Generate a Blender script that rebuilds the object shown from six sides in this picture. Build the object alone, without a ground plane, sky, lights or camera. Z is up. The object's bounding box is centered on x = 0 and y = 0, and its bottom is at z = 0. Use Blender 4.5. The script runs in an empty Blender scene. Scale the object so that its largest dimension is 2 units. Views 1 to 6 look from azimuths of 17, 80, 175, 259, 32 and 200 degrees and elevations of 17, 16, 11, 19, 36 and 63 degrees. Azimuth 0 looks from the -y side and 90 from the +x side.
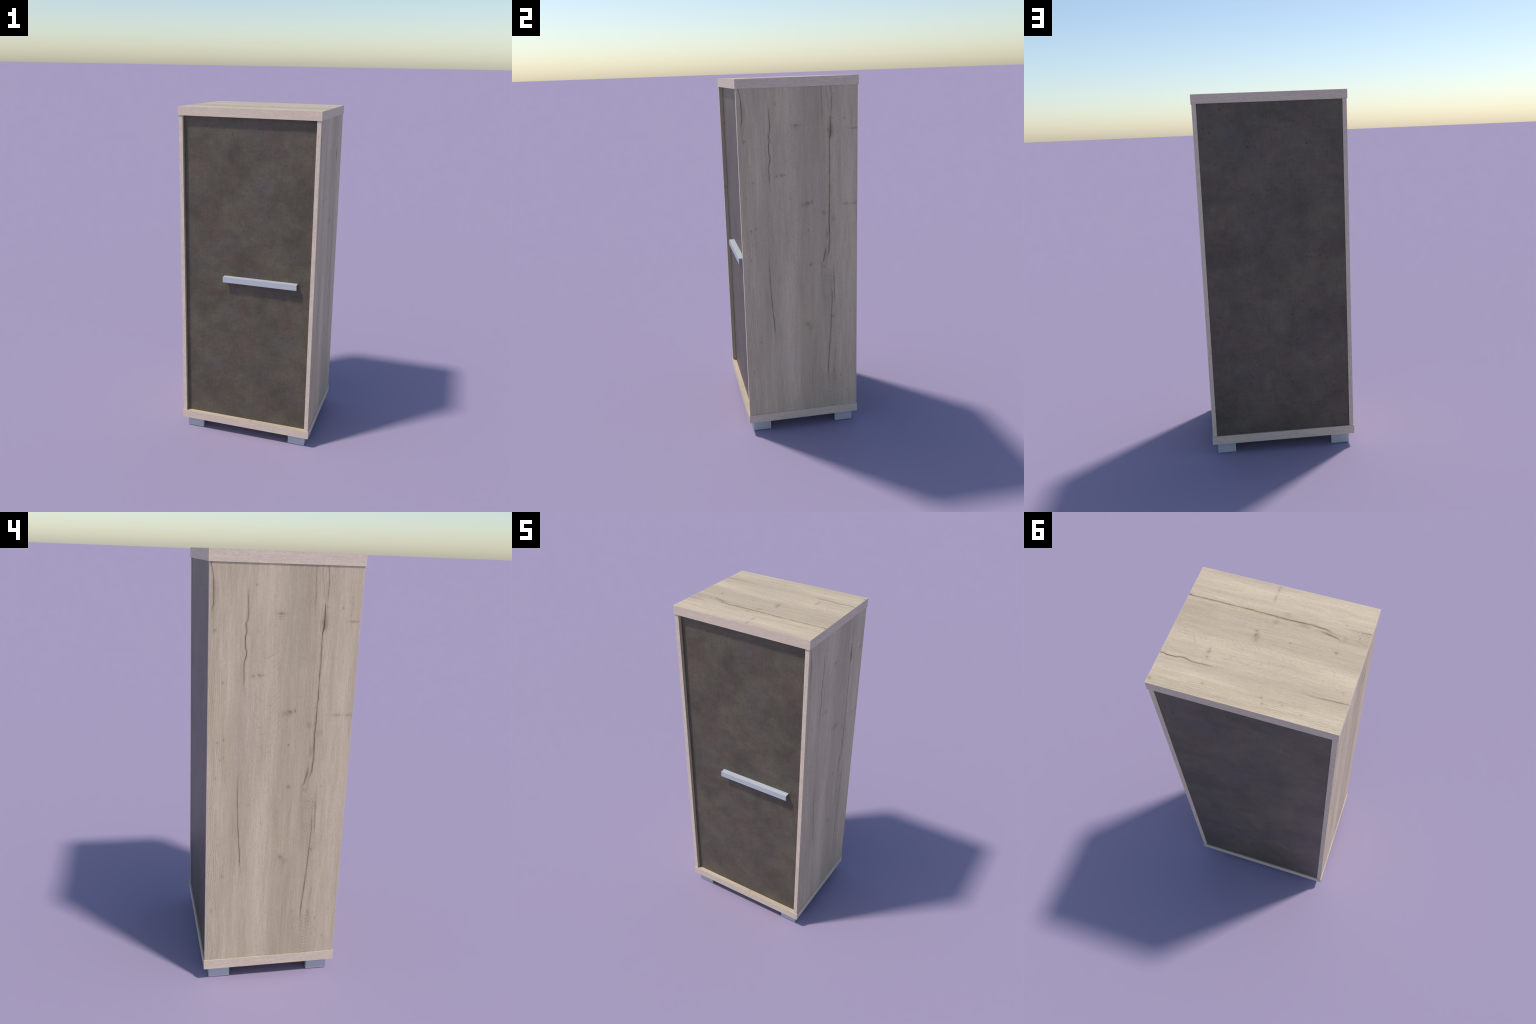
# Tall one-door cabinet: pale cracked-oak carcass, dark oxidised-metal door, brushed bar handle.
import bpy, bmesh, math

# ------------------------------------------------------------------ sizes (metres)
HALF_W = 0.4077                 # top and base panel, half width
Y_FRONT, Y_BACK = -0.3207, 0.3280
Z_TOP0, Z_TOP1 = 1.9520, 2.0000
Z_BASE0, Z_BASE1 = 0.0650, 0.1137
SIDE_OUT, SIDE_IN = 0.4043, 0.3815
SIDE_Y0, SIDE_Y1 = -0.3168, 0.3243
DOOR_Y0, DOOR_Y1 = -0.2958, -0.2735
BACK_Y0, BACK_Y1 = 0.3130, 0.3216
BAND = 0.0010                   # thickness of the glued-on edge bands
FOOT_W, FOOT_H, FOOT_T = 0.1020, Z_BASE0, 0.0190
FOOT_X = 0.3290                 # centre of a foot from the middle
FOOT_YF, FOOT_YB = -0.2430, 0.2505
HANDLE_X0, HANDLE_X1 = -0.1378, 0.3055
HANDLE_Z0, HANDLE_Z1 = 1.0052, 1.0377
HANDLE_Y = -0.3280
HANDLE_T = 0.0040


# ------------------------------------------------------------------ small node language
class S:
    """A float socket inside a node tree, with arithmetic."""
    def __init__(self, tree, sock):
        self.t, self.s = tree, sock

    def _m(self, op, *args, clamp=False):
        n = self.t.nodes.new("ShaderNodeMath")
        n.operation = op
        n.use_clamp = clamp
        for i, a in enumerate((self,) + args):
            if isinstance(a, S):
                self.t.links.new(a.s, n.inputs[i])
            else:
                n.inputs[i].default_value = a
        return S(self.t, n.outputs[0])

    def __add__(self, o): return self._m("ADD", o)
    def __radd__(self, o): return self._m("ADD", o)
    def __sub__(self, o): return self._m("SUBTRACT", o)
    def __rsub__(self, o): return (self * -1.0) + o
    def __mul__(self, o): return self._m("MULTIPLY", o)
    def __rmul__(self, o): return self._m("MULTIPLY", o)
    def __truediv__(self, o): return self._m("DIVIDE", o)
    def abs(self): return self._m("ABSOLUTE")
    def pow(self, p): return self._m("POWER", p)
    def frac(self): return self._m("FRACT")
    def max(self, o): return self._m("MAXIMUM", o)
    def min(self, o): return self._m("MINIMUM", o)
    def sqrt(self): return self._m("SQRT")
    def sin(self): return self._m("SINE")
    def clamp(self): return self._m("ADD", 0.0, clamp=True)

    def step(self, a, b):
        """0 at a, 1 at b, smooth in between (a may be larger than b)."""
        n = self.t.nodes.new("ShaderNodeMapRange")
        n.interpolation_type = "SMOOTHSTEP"
        flip = a > b
        lo, hi = (b, a) if flip else (a, b)
        self.t.links.new(self.s, n.inputs[0])
        n.inputs[1].default_value, n.inputs[2].default_value = lo, hi
        n.inputs[3].default_value, n.inputs[4].default_value = (1, 0) if flip else (0, 1)
        return S(self.t, n.outputs[0])

    def lin(self, a, b, c=0.0, d=1.0):
        n = self.t.nodes.new("ShaderNodeMapRange")
        n.clamp = True
        self.t.links.new(self.s, n.inputs[0])
        for i, v in enumerate((a, b, c, d)):
            n.inputs[i + 1].default_value = v
        return S(self.t, n.outputs[0])

    def curve(self, pts):
        """Float curve through (x, y) points given in 0..1."""
        n = self.t.nodes.new("ShaderNodeFloatCurve")
        c = n.mapping.curves[0]
        pts = sorted(pts)
        c.points[0].location, c.points[1].location = pts[0], pts[-1]
        for p in pts[1:-1]:
            c.points.new(*p)
        for p in c.points:
            p.handle_type = "AUTO"
        n.mapping.update()
        self.t.links.new(self.s, n.inputs["Value"])
        return S(self.t, n.outputs[0])


def combine(t, x, y, z=0.0):
    n = t.nodes.new("ShaderNodeCombineXYZ")
    for i, a in enumerate((x, y, z)):
        if isinstance(a, S):
            t.links.new(a.s, n.inputs[i])
        else:
            n.inputs[i].default_value = a
    return n.outputs[0]


def noise(t, vec, scale=1.0, detail=3.0, rough=0.5, distortion=0.0, dim="3D"):
    n = t.nodes.new("ShaderNodeTexNoise")
    n.noise_dimensions = dim
    t.links.new(vec, n.inputs["Vector"])
    n.inputs["Scale"].default_value = scale
    n.inputs["Detail"].default_value = detail
    n.inputs["Roughness"].default_value = rough
    n.inputs["Distortion"].default_value = distortion
    return S(t, n.outputs[0])


def lin_rgb(r, g, b):
    f = lambda v: v / 12.92 if v <= 0.04045 else ((v + 0.055) / 1.055) ** 2.4
    return (f(r / 255), f(g / 255), f(b / 255), 1.0)


def mix(t, fac, a, b, mode="MIX"):
    n = t.nodes.new("ShaderNodeMix")
    n.data_type = "RGBA"
    n.blend_type = mode
    n.clamp_factor = True
    for sock, v in ((n.inputs[0], fac), (n.inputs[6], a), (n.inputs[7], b)):
        if isinstance(v, S):
            t.links.new(v.s, sock)
        elif isinstance(v, bpy.types.NodeSocket):
            t.links.new(v, sock)
        else:
            sock.default_value = v
    return n.outputs[2]


# ------------------------------------------------------------------ printed oak decor
# Positions in the decor sheet: s across the grain, u along it, both in metres.
# Checks (drying cracks): spine points (s, u), half width, strength.
CHECKS = [
    # long main check down the heart
    ([(0.161, 1.9455), (0.1666, 1.907), (0.1679, 1.872), (0.1679, 1.837), (0.1667, 1.806)], 0.0017, 0.75),
    ([(0.1585, 1.805), (0.1582, 1.791), (0.1588, 1.765), (0.1597, 1.734), (0.1595, 1.711), (0.1567, 1.692),
      (0.1537, 1.676), (0.1532, 1.645), (0.155, 1.607), (0.1553, 1.570), (0.1546, 1.521), (0.1543, 1.485),
      (0.154, 1.441), (0.1545, 1.402), (0.1514, 1.376), (0.1525, 1.348), (0.1522, 1.311), (0.1515, 1.279),
      (0.150, 1.250), (0.1498, 1.218), (0.151, 1.166), (0.1517, 1.126), (0.1489, 1.102), (0.1475, 1.078),
      (0.1441, 1.063), (0.1393, 1.045), (0.1335, 1.024)], 0.0024, 1.0),
    ([(0.141, 1.9436), (0.1403, 1.916), (0.1457, 1.879), (0.1512, 1.842), (0.1583, 1.801)], 0.0016, 0.35),
    ([(0.1301, 1.073), (0.1254, 1.055), (0.1195, 1.030), (0.1134, 1.009), (0.1033, 0.995)], 0.0034, 0.85),
    ([(0.1118, 1.945), (0.113, 1.916), (0.1131, 1.883), (0.1151, 1.846), (0.1154, 1.810), (0.1148, 1.787)], 0.0016, 0.6),
    # lower pair
    ([(0.1749, 0.939), (0.1756, 0.898), (0.1762, 0.854), (0.1786, 0.806), (0.1785, 0.757)], 0.0017, 0.7),
    ([(0.1631, 0.867), (0.1642, 0.829), (0.1646, 0.790), (0.1621, 0.745), (0.1600, 0.690), (0.1525, 0.548),
      (0.1494, 0.497), (0.1445, 0.449), (0.1412, 0.401), (0.1379, 0.323)], 0.0021, 0.9),
    # crooked check on the other half
    ([(-0.1651, 1.849), (-0.1645, 1.809), (-0.163, 1.772), (-0.1637, 1.744), (-0.1675, 1.722), (-0.1703, 1.711),
      (-0.1676, 1.685), (-0.1721, 1.659), (-0.1727, 1.639), (-0.1686, 1.610), (-0.1666, 1.597), (-0.1693, 1.573),
      (-0.1748, 1.549), (-0.1752, 1.528), (-0.1731, 1.504), (-0.1726, 1.480), (-0.1723, 1.448)], 0.0021, 0.95),
    ([(-0.1894, 1.013), (-0.1866, 0.961), (-0.1853, 0.915), (-0.1832, 0.838), (-0.1799, 0.790), (-0.175, 0.721),
      (-0.1722, 0.695), (-0.1699, 0.665), (-0.1684, 0.622), (-0.1655, 0.592)], 0.0019, 0.9),
    ([(-0.317, 1.939), (-0.3097, 1.903), (-0.3063, 1.843), (-0.3067, 1.818), (-0.3061, 1.796), (-0.3104, 1.776),
      (-0.3135, 1.761), (-0.3133, 1.743)], 0.0020, 0.85),
]
# Knots and pin knots: s, u, radius across, radius along, strength
KNOTS = [
    (-0.0241, 1.7570, .0160, .0045, .75), (-0.0262, 1.7450, .0150, .0022, .35), (-0.0297, 1.7347, .0120, .0022, .30),
    (-0.1312, 1.8680, .0050, .0050, .45), (-0.3039, 1.6856, .0030, .0055, .60), (-0.2966, 1.6857, .0030, .0060, .65),
    (-0.1178, 1.6819, .0025, .0042, .35), (0.2366, 1.7852, .0035, .0033, .70), (0.2795, 1.8024, .0044, .0036, .35),
    (0.2902, 1.7297, .0220, .0034, .65), (0.2713, 1.7530, .0045, .0065, .25),
    (-0.1345, 1.5005, .0060, .0068, .60), (-0.1073, 1.5014, .0105, .0085, .50), (-0.0936, 1.5014, .0090, .0042, .50),
    (-0.2632, 1.4690, .0048, .0064, .50), (-0.2542, 1.2215, .0036, .0042, .70), (-0.2816, 1.2095, .0036, .0038, .70),
    (0.0329, 1.3448, .0080, .0070, .85), (0.0546, 1.3475, .0046, .0055, .70), (0.0340, 1.1938, .0034, .0038, .70),
    (0.2453, 1.3271, .0150, .0055, .50), (0.2952, 1.3266, .0190, .0064, .45), (0.1517, 1.5017, .0035, .0145, .55),
    (-0.2663, 1.1305, .0032, .0035, .60), (-0.2859, 1.0481, .0030, .0045, .55), (0.0432, 0.9977, .0065, .0066, .75),
    (-0.1384, 0.9160, .0064, .0030, .35), (0.1950, 0.9948, .0030, .0040, .50), (0.0214, 0.6490, .0090, .0110, .60),
    (-0.2475, 0.5644, .0046, .0062, .45), (-0.2979, 0.3857, .0045, .0155, .40), (0.1752, 0.3417, .0065, .0251, .40),
    (0.2000, 0.3416, .0030, .0036, .55), (0.2113, 0.3067, .0032, .0050, .55), (0.2548, 0.2071, .0032, .0045, .50),
    (0.1840, 0.4550, .0060, .0300, .30), (0.1690, 0.6800, .0070, .0090, .45),
]
# Soft brown tannin stains around knots and checks: s, u, radii, strength
STAINS = [
    (0.1600, 1.7250, .0190, .0520, .95), (0.1663, 1.7858, .0130, .0080, .45), (0.0180, 1.3370, .0330, .0180, .50),
    (0.1206, 1.2868, .0180, .0200, .50), (0.1753, 1.2498, .0180, .0220, .38), (0.1402, 1.1653, .0150, .0420, .60),
    (0.1292, 1.0636, .0100, .0260, .55), (0.1226, 0.9812, .0160, .0140, .35), (0.0931, 0.3551, .0120, .0180, .30),
    (0.0409, 0.6263, .0250, .0220, .35), (-0.3000, 1.8300, .0170, .0700, .45), (-0.1690, 1.7350, .0080, .0500, .35),
]


def build_oak_group():
    g = bpy.data.node_groups.new("oak_decor", "ShaderNodeTree")
    g.interface.new_socket("Across", in_out="INPUT", socket_type="NodeSocketFloat")
    g.interface.new_socket("Along", in_out="INPUT", socket_type="NodeSocketFloat")
    g.interface.new_socket("Color", in_out="OUTPUT", socket_type="NodeSocketColor")
    g.interface.new_socket("Dark", in_out="OUTPUT", socket_type="NodeSocketFloat")
    gi, go = g.nodes.new("NodeGroupInput"), g.nodes.new("NodeGroupOutput")
    s0, u0 = S(g, gi.outputs[0]), S(g, gi.outputs[1])

    # slight wandering of the fibres
    warp = noise(g, combine(g, s0 * 9.0, u0 * 3.0, 3.1), detail=2.0)
    jitter = noise(g, combine(g, s0 * 100.0, u0 * 55.0, 7.7), detail=4.0, rough=0.65)
    s = s0 + (warp - 0.5) * 0.022
    sj = s0 + (jitter - 0.5) * 0.0042

    # --- broad bands running along the board
    lane = ((s + 0.33) / 0.66).clamp().curve([(0.0, .62), (.10, .58), (.19, .46), (.27, .42), (.33, .66), (.42, .74),
                                             (.47, .45), (.55, .28), (.66, .36), (.74, .50), (.86, .64), (1.0, .58)])
    band = lane + (noise(g, combine(g, s * 13.0, u0 * 0.9, 0.0), detail=2.0, rough=0.5) - 0.5) * 0.9
    patch = noise(g, combine(g, s * 9.0, u0 * 2.2, 11.0), detail=3.0, rough=0.55)
    hue = noise(g, combine(g, s * 13.0, u0 * 1.1, 23.0), detail=2.0)
    hue2 = noise(g, combine(g, s * 30.0, u0 * 9.0, 41.0), detail=3.0)
    hue3 = noise(g, combine(g, s * 170.0, u0 * 38.0, 43.0), detail=2.0)

    # --- fibre: long fine streaks and short pores
    fib = noise(g, combine(g, s * 190.0, u0 * 9.0, 1.0), detail=4.0, rough=0.7)
    fib2 = noise(g, combine(g, s * 60.0, u0 * 3.0, 5.0), detail=2.0, rough=0.5)
    plank = noise(g, combine(g, s * 34.0, u0 * 1.3, 51.0), detail=2.0, rough=0.5)
    pore = noise(g, combine(g, s * 260.0, u0 * 60.0, 9.0), detail=3.0, rough=0.7)

    # --- growth-ring figure.  Heart at s = 0.163: nested flames pointing down the board
    ring_n = (noise(g, combine(g, s0 * 42.0, u0 * 14.0, 13.0), detail=3.0) - 0.5) * 0.038
    ads = (s0 + (noise(g, combine(g, s0 * 22.0, u0 * 9.0, 2.0), detail=2.0) - 0.5) * 0.030 - 0.165).abs()
    height = u0 - ads * 0.6 - ads * ads * 24.0 + ring_n
    r1 = ((height / 0.0170).frac() - 0.5).abs() * 2.0
    flame = r1.step(0.35, 1.0) * ads.step(0.075, 0.030)
    low = u0.step(0.40, 0.30).max(u0.step(0.60, 0.75) * u0.step(0.99, 0.90)).max(u0.step(0.9, 0.8) * 0.35)
    flame = flame * low * noise(g, combine(g, s0 * 14.0, u0 * 9.0, 6.0), detail=2.0).lin(0.35, 0.55, 0.25, 1.0)
    # left board edge: rings cut steeply, nearly parallel wavy lines
    wob = (noise(g, combine(g, s0 * 6.0, u0 * 5.0, 17.0), detail=3.0) - 0.5) * 0.055
    r2 = (((s0 + wob) / 0.0085).frac() - 0.5).abs() * 2.0
    edge = r2.step(0.35, 1.0) * s0.step(-0.225, -0.29)
    edge = edge * noise(g, combine(g, s0 * 8.0, u0 * 4.0, 19.0), detail=1.0).step(0.33, 0.55)
    # slanting feather grain beside the head of the main check
    r3 = (((u0 - s0 * 1.4 + ring_n * 1.2) / 0.0155).frac() - 0.5).abs() * 2.0
    feather = r3.step(0.3, 1.0) * s0.step(0.164, 0.172) * s0.step(0.205, 0.185) \
        * u0.step(1.80, 1.84) * u0.step(1.935, 1.91)
    # fine parallel lines beside the main check
    r4 = (((s0 + wob * 0.25) / 0.0062).frac() - 0.5).abs() * 2.0
    lines = r4.step(0.3, 1.0) * s0.step(0.07, 0.10) * s0.step(0.215, 0.185) * u0.step(1.05, 1.2)

    # --- medullary rays: short cupped hairlines across the middle of the board
    cell = noise(g, combine(g, s0 * 16.0, u0 * 20.0, 29.0), detail=1.0)
    cup = (s0 + 0.080) * (s0 + 0.080) * 13.0
    ph = u0 - cup + (noise(g, combine(g, s0 * 24.0, u0 * 12.0, 31.0), detail=2.0) - 0.5) * 0.050
    ray = ((ph / 0.030).frac() - 0.5).abs().step(0.085, 0.0)
    ray = ray * cell.step(0.50, 0.58) * s0.step(-0.150, -0.125) * s0.step(0.05, 0.0) \
        * u0.step(0.85, 1.0) * u0.step(1.74, 1.70)

    # --- checks
    crack = None
    rag = pore.lin(0.3, 0.7, 0.62, 1.25)
    streak = fib.lin(0.62, 0.38, 0.35, 1.3)
    along = noise(g, combine(g, s0 * 4.0, u0 * 14.0, 47.0), detail=2.0)
    for pts, hw, strength in CHECKS:
        us, ss = [p[1] for p in pts], [p[0] for p in pts]
        ulo, uhi, slo, shi = min(us), max(us), min(ss) - 0.002, max(ss) + 0.002
        f = (u0 - ulo) / (uhi - ulo)
        c = f.clamp().curve([((p[1] - ulo) / (uhi - ulo), (p[0] - slo) / (shi - slo)) for p in pts])
        d = (sj - (c * (shi - slo) + slo)).abs()
        swell = fib2.lin(0.35, 0.65, 0.75, 1.25)
        fade = min(0.045, 0.25 * (uhi - ulo))
        cut = u0.step(ulo, ulo + fade)
        if uhi < 1.93:
            cut = cut * u0.step(uhi, uhi - fade * (0.25 if uhi - ulo > 0.6 else 1.0))
        cut = cut * along.lin(0.36, 0.60, 0.62, 1.0)
        core = (d / (swell * rag * hw * 1.7)).step(1.0, 0.0) * cut
        ghost = u0.step(ulo - 0.11, ulo + 0.06) * u0.step(uhi + 0.11, uhi - 0.06) * streak
        halo = (d / (swell * 0.0105)).step(1.0, 0.0) * ghost
        m = (core * 0.74 + halo * 0.36) * strength
        crack = m if crack is None else crack.max(m)

    # --- knots and stains
    kwarp = noise(g, combine(g, s0 * 150.0, u0 * 150.0, 37.0), detail=2.0)
    knot = None
    for ks, ku, ra, rl, strength in KNOTS:
        a, b = (s0 - ks) / ra, (u0 - ku) / rl
        d = (a * a + b * b).sqrt() * 0.80 + (kwarp - 0.5) * 1.2 + (hue3 - 0.5) * 0.6
        m = (d.step(1.15, 0.0) * 0.85 + (d * 0.42).step(1.2, 0.1) * 0.28) * strength
        knot = m if knot is None else knot.max(m)
    stain = None
    for ks, ku, ra, rl, strength in STAINS:
        a, b = (s0 - ks) / ra, (u0 - ku) / rl
        d = (a * a + b * b).sqrt() + (hue2 - 0.5) * 1.6 + (fib2 - 0.5) * 0.8
        m = d.step(1.3, 0.1) * strength
        stain = m if stain is None else stain.max(m)

    # --- colour
    col = mix(g, band.step(0.15, 0.85), lin_rgb(*OAK_DARK), lin_rgb(*OAK_LIGHT))
    col = mix(g, patch.step(0.45, 0.75) * 0.45, col, lin_rgb(*OAK_DARK))
    col = mix(g, hue.step(0.50, 0.70) * 0.42, col, lin_rgb(*OAK_ROSE))
    col = mix(g, hue.step(0.48, 0.30) * 0.38, col, lin_rgb(*OAK_HONEY))
    col = mix(g, hue2.step(0.54, 0.75) * 0.35, col, lin_rgb(*OAK_GREEN))
    col = mix(g, hue3.step(0.50, 0.75) * 0.40, col, lin_rgb(*OAK_ROSE))
    col = mix(g, hue3.step(0.50, 0.25) * 0.40, col, lin_rgb(*OAK_GREEN))
    tone = (fib - 0.5) * 0.50 + (fib2 - 0.5) * 0.26 + (plank - 0.5) * 0.22 + (pore - 0.5) * 0.42 + 1.0
    tone = tone - flame * 0.25 - edge * 0.20 - feather * 0.13 - lines * 0.12 - ray * 0.19
    grey = combine(g, tone, tone, tone)
    col = mix(g, 1.0, col, grey, "MULTIPLY")
    col = mix(g, stain * 0.80, col, lin_rgb(*OAK_STAIN))
    col = mix(g, (knot * 0.74).clamp(), col, lin_rgb(*OAK_KNOT))
    col = mix(g, crack * 0.9, col, lin_rgb(*OAK_CRACK))
    g.links.new(col, go.inputs[0])
    g.links.new(crack.s, go.inputs[1])
    return g


OAK_LIGHT, OAK_DARK = (209, 190, 162), (183, 166, 141)
OAK_ROSE, OAK_HONEY, OAK_GREEN = (200, 178, 158), (205, 181, 148), (183, 170, 143)
OAK_STAIN, OAK_KNOT, OAK_CRACK = (150, 124, 103), (116, 95, 76), (100, 79, 63)
BAND_LIGHT, BAND_DARK = (232, 211, 188), (196, 178, 158)


def new_material(name, rough, spec=0.5, metallic=0.0):
    m = bpy.data.materials.new(name)
    m.use_nodes = True
    b = m.node_tree.nodes["Principled BSDF"]
    b.inputs["Roughness"].default_value = rough
    b.inputs["Specular IOR Level"].default_value = spec
    b.inputs["Metallic"].default_value = metallic
    return m, m.node_tree, b


def object_xyz(t):
    tc = t.nodes.new("ShaderNodeTexCoord")
    sp = t.nodes.new("ShaderNodeSeparateXYZ")
    t.links.new(tc.outputs["Object"], sp.inputs[0])
    return tc.outputs["Object"], [S(t, o) for o in sp.outputs]


def oak_material(name, group, place):
    m, t, b = new_material(name, 0.55, 0.3)
    _, xyz = object_xyz(t)
    across, along = place(*xyz)
    gn = t.nodes.new("ShaderNodeGroup")
    gn.node_tree = group
    t.links.new(across.s, gn.inputs[0])
    t.links.new(along.s, gn.inputs[1])
    t.links.new(gn.outputs[0], b.inputs["Base Color"])
    bump = t.nodes.new("ShaderNodeBump")
    bump.inputs["Strength"].default_value = 0.25
    bump.inputs["Distance"].default_value = 0.0006
    bump.invert = True
    t.links.new(gn.outputs[1], bump.inputs["Height"])
    t.links.new(bump.outputs[0], b.inputs["Normal"])
    return m


def band_material(name, sx, sy, sz):
    """Melamine edge band with a fine, lengthwise printed grain."""
    m, t, b = new_material(name, 0.55, 0.3)
    _, (x, y, z) = object_xyz(t)
    a = noise(t, combine(t, x * sx, y * sy, z * sz), detail=4.0, rough=0.7)
    c = noise(t, combine(t, x * sx * 0.18, y * sy * 0.18, z * sz * 0.25), detail=2.0)
    k = noise(t, combine(t, x * sx * 0.35, y * sy * 0.35, z * sz * 0.2 + 9.0), detail=2.0)
    col = mix(t, a.step(0.25, 0.75), lin_rgb(*BAND_DARK), lin_rgb(*BAND_LIGHT))
    col = mix(t, c.step(0.45, 0.7) * 0.5, col, lin_rgb(231, 208, 182))
    col = mix(t, k.step(0.5, 0.72) * 0.5, col, lin_rgb(206, 187, 176))
    t.links.new(col, b.inputs["Base Color"])
    return m


def oxide_material(name, shift):
    """Dark oxidised-metal decor: cloudy grey-brown with rusty and bluish bloom and dark pits."""
    m, t, b = new_material(name, 0.42, 0.45)
    _, (x, y, z) = object_xyz(t)
    x = x + shift
    p = combine(t, x, z, shift)
    cloud = noise(t, p, scale=5.0, detail=7.0, rough=0.62, distortion=0.3)
    mid = noise(t, p, scale=17.0, detail=5.0, rough=0.6)
    fine = noise(t, p, scale=60.0, detail=4.0, rough=0.6)
    rust_n = noise(t, combine(t, x, z, shift + 5.0), scale=8.5, detail=7.0, rough=0.70)
    blue_n = noise(t, combine(t, x, z, shift + 9.0), scale=4.0, detail=4.0, rough=0.55)
    wipe = noise(t, combine(t, x * 9.0, z * 120.0, shift + 2.0), detail=2.0)
    wipe_v = noise(t, combine(t, x * 120.0, z * 9.0, shift + 3.0), detail=2.0)
    pit_n = noise(t, combine(t, x, z, shift + 14.0), scale=62.0, detail=2.0, rough=0.55)
    pit_c = noise(t, combine(t, x, z, shift + 15.0), scale=10.0, detail=3.0)
    col = mix(t, cloud.step(0.30, 0.70), lin_rgb(*OX_DARK), lin_rgb(*OX_LIGHT))
    col = mix(t, blue_n.step(0.50, 0.68) * 0.75, col, lin_rgb(*OX_BLUE))
    col = mix(t, rust_n.step(0.51, 0.64) * 0.62, col, lin_rgb(*OX_RUST))
    tone = (mid - 0.5) * 0.50 + (fine - 0.5) * 0.55 + (wipe - 0.5) * 0.20 + (wipe_v - 0.5) * 0.20 + 1.0
    col = mix(t, 1.0, col, combine(t, tone, tone, tone), "MULTIPLY")
    pit = pit_n.step(0.57, 0.76) * pit_c.step(0.44, 0.60)
    col = mix(t, pit * 0.6, col, lin_rgb(*OX_PIT))
    t.links.new(col, b.inputs["Base Color"])
    rr = fine.lin(0.3, 0.7, 0.40, 0.52)
    t.links.new(rr.s, b.inputs["Roughness"])
    return m


OX_LIGHT, OX_DARK = (101, 92, 75), (80, 72, 58)
OX_BLUE, OX_RUST, OX_PIT = (89, 82, 75), (97, 80, 67), (51, 45, 37)


def brushed_material(name, light, dark, sx, sy, sz, metallic, rough):
    m, t, b = new_material(name, rough, 0.5, metallic)
    _, (x, y, z) = object_xyz(t)
    a = noise(t, combine(t, x * sx, y * sy, z * sz), detail=4.0, rough=0.65)
    col = mix(t, a.step(0.25, 0.75), lin_rgb(*dark), lin_rgb(*light))
    t.links.new(col, b.inputs["Base Color"])
    return m


# ------------------------------------------------------------------ geometry helpers
def link(obj, parent=None):
    bpy.context.scene.collection.objects.link(obj)
    if parent is not None:
        obj.parent = parent
    return obj


def board(name, lo, hi, mat, parent, bevel=0.0006):
    """A rectangular board between two corners with a fine arris."""
    bm = bmesh.new()
    bmesh.ops.create_cube(bm, size=1.0)
    for v in bm.verts:
        v.co = [(lo[i] + hi[i]) / 2 + v.co[i] * (hi[i] - lo[i]) for i in range(3)]
    if bevel:
        bmesh.ops.bevel(bm, geom=list(bm.edges), offset=bevel, segments=1, affect="EDGES")
    me = bpy.data.meshes.new(name)
    bm.to_mesh(me)
    bm.free()
    me.materials.append(mat)
    return link(bpy.data.objects.new(name, me), parent)


def extrude_profile(name, prof, x0, x1, mat, parent, bevel=0.0005):
    """Bar with a constant (y, z) section, running along x."""
    bm = bmesh.new()
    f = bm.faces.new([bm.verts.new((x0, y, z)) for y, z in prof])
    r = bmesh.ops.extrude_face_region(bm, geom=[f])
    for v in r["geom"]:
        if isinstance(v, bmesh.types.BMVert):
            v.co.x = x1
    bmesh.ops.recalc_face_normals(bm, faces=list(bm.faces))
    bmesh.ops.bevel(bm, geom=list(bm.edges), offset=bevel, segments=2, affect="EDGES")
    me = bpy.data.meshes.new(name)
    bm.to_mesh(me)
    bm.free()
    me.materials.append(mat)
    return link(bpy.data.objects.new(name, me), parent)


# ------------------------------------------------------------------ build
oak = build_oak_group()
oak_flat = oak_material("oak_lying_panel", oak, lambda x, y, z: (y * -1.0, x + 1.287))
oak_left = oak_material("oak_upright_panel", oak, lambda x, y, z: (y * -1.0, z + 0.0))
oak_right = oak_material("oak_upright_panel_turned", oak, lambda x, y, z: (y - 0.0153, z - 0.001))
band_h = band_material("edge_band_lying", 62.0, 62.0, 560.0)
band_v = band_material("edge_band_upright", 260.0, 260.0, 60.0)
oxide_front = oxide_material("oxidised_metal_door", 0.0)
oxide_back = oxide_material("oxidised_metal_back", 3.7)
bar_metal = brushed_material("brushed_aluminium_bar", (197, 199, 202), (179, 182, 186), 14.0, 320.0, 320.0, 0.0, 0.4)
foot_metal = brushed_material("brushed_aluminium_foot", (198, 200, 202), (183, 186, 189), 10.0, 10.0, 330.0, 0.0, 0.45)

cabinet = bpy.data.objects.new("cabinet", None)
link(cabinet)
cabinet["label"] = "tall narrow oak-look cabinet with dark single door"
cabinet["category"] = "cabinet"


def slab(name, z0, z1):
    p = board(name, (-HALF_W + BAND, Y_FRONT + BAND, z0), (HALF_W - BAND, Y_BACK - BAND, z1), oak_flat, cabinet, 0.0)
    for lo, hi in (((-HALF_W, Y_FRONT, z0), (HALF_W, Y_FRONT + BAND, z1)),
                   ((-HALF_W, Y_BACK - BAND, z0), (HALF_W, Y_BACK, z1)),
                   ((-HALF_W, Y_FRONT + BAND, z0), (-HALF_W + BAND, Y_BACK - BAND, z1)),
                   ((HALF_W - BAND, Y_FRONT + BAND, z0), (HALF_W, Y_BACK - BAND, z1))):
        board("edge_band", lo, hi, band_h, p, 0.0)
    return p


slab("top_panel", Z_TOP0, Z_TOP1)
slab("base_panel", Z_BASE0, Z_BASE1)

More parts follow.
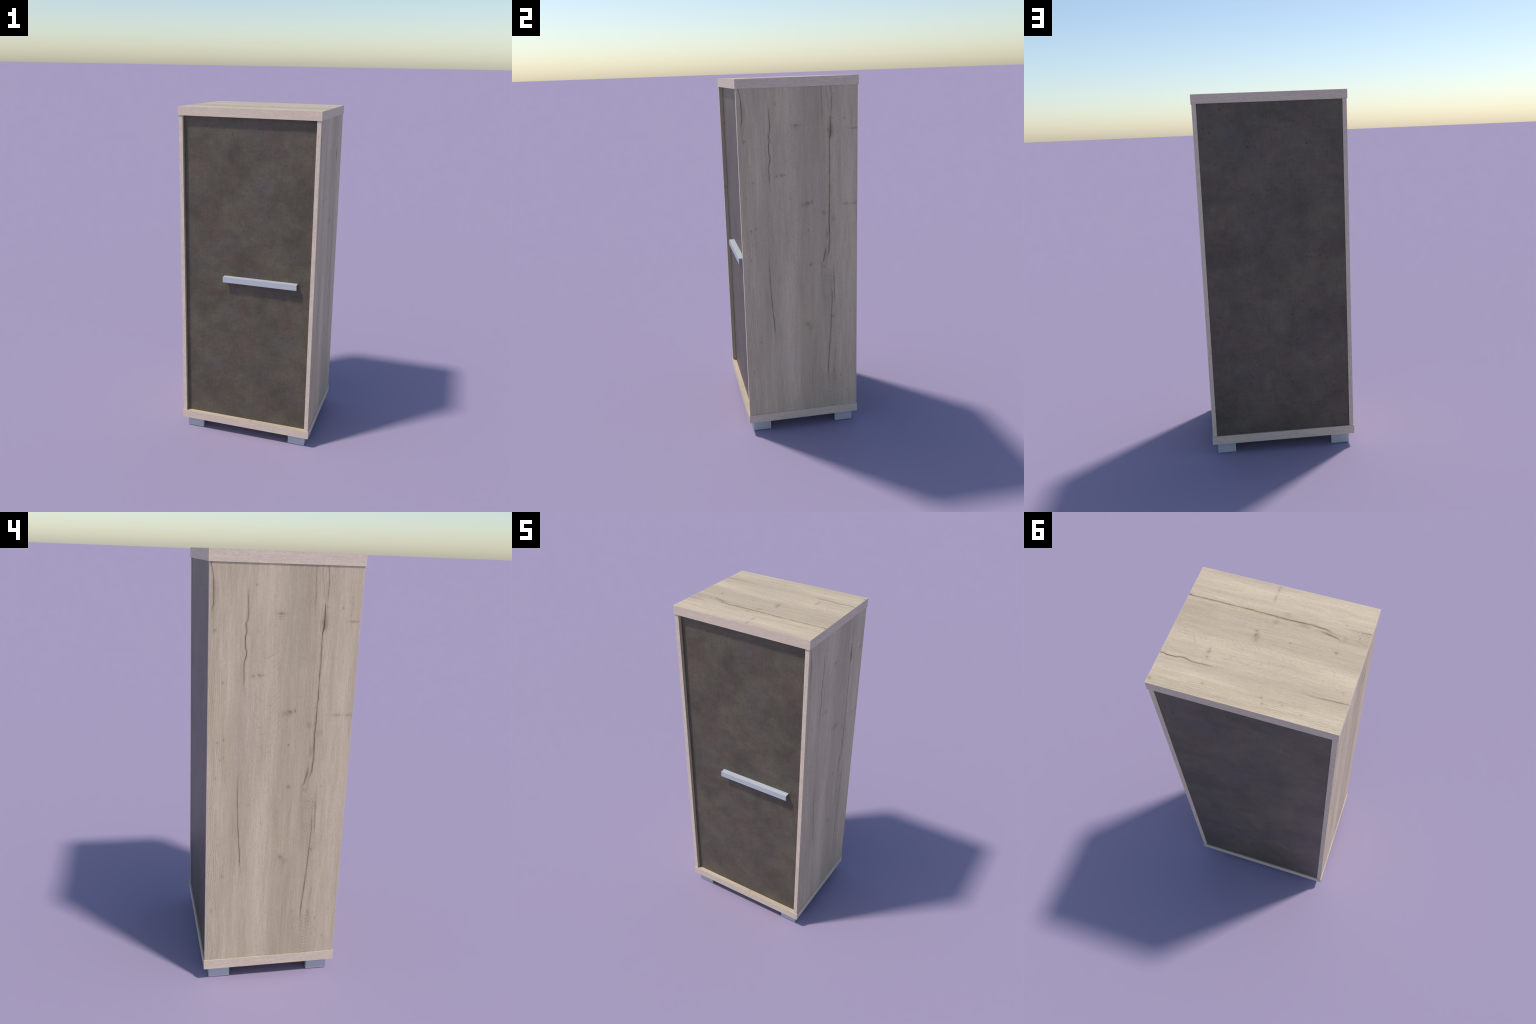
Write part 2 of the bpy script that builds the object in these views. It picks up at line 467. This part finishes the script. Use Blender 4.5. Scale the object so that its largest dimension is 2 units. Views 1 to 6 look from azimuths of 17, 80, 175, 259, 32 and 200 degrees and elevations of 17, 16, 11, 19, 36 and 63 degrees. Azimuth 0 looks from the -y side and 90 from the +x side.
for sign, mat in ((-1, oak_left), (1, oak_right)):
    xs = sorted((sign * SIDE_IN, sign * SIDE_OUT))
    p = board("side_panel", (xs[0], SIDE_Y0 + BAND, Z_BASE1), (xs[1], SIDE_Y1 - BAND, Z_TOP0), mat, cabinet, 0.0)
    board("edge_band", (xs[0], SIDE_Y0, Z_BASE1), (xs[1], SIDE_Y0 + BAND, Z_TOP0), band_v, p, 0.0)
    board("edge_band", (xs[0], SIDE_Y1 - BAND, Z_BASE1), (xs[1], SIDE_Y1, Z_TOP0), band_v, p, 0.0)

G = 0.0003
door = board("door", (-SIDE_IN + G, DOOR_Y0, Z_BASE1 + G), (SIDE_IN - G, DOOR_Y1, Z_TOP0 - G), oxide_front, cabinet, 0.0004)
board("back_panel", (-SIDE_IN + G, BACK_Y0, Z_BASE1 + G), (SIDE_IN - G, BACK_Y1, Z_TOP0 - G), oxide_back, cabinet, 0.0004)

extrude_profile("handle", [(DOOR_Y0, HANDLE_Z1), (HANDLE_Y, HANDLE_Z1), (HANDLE_Y, HANDLE_Z0),
                           (HANDLE_Y + HANDLE_T, HANDLE_Z0), (HANDLE_Y + HANDLE_T, HANDLE_Z1 - HANDLE_T),
                           (DOOR_Y0, HANDLE_Z1 - HANDLE_T)], HANDLE_X0, HANDLE_X1, bar_metal, door)

def corner_foot():
    """Angle-profile foot: two upright plates meeting at the outer corner (at +x, +y)."""
    h, i = FOOT_W / 2, FOOT_W / 2 - FOOT_T
    outline = [(h, h), (-h, h), (-h, i), (i, i), (i, -h), (h, -h)]
    bm = bmesh.new()
    f = bm.faces.new([bm.verts.new((x, y, 0.0)) for x, y in outline])
    r = bmesh.ops.extrude_face_region(bm, geom=[f])
    for v in r["geom"]:
        if isinstance(v, bmesh.types.BMVert):
            v.co.z = FOOT_H
    bmesh.ops.recalc_face_normals(bm, faces=list(bm.faces))
    me = bpy.data.meshes.new("foot")
    bm.to_mesh(me)
    bm.free()
    me.materials.append(foot_metal)
    return me


foot_mesh = corner_foot()
for fx, fy, turn in ((FOOT_X, FOOT_YB, 0), (-FOOT_X, FOOT_YB, 90), (-FOOT_X, FOOT_YF, 180), (FOOT_X, FOOT_YF, 270)):
    f = link(bpy.data.objects.new("foot", foot_mesh), cabinet)
    f.location = (fx, fy, 0.0)
    f.rotation_euler = (0.0, 0.0, math.radians(turn))
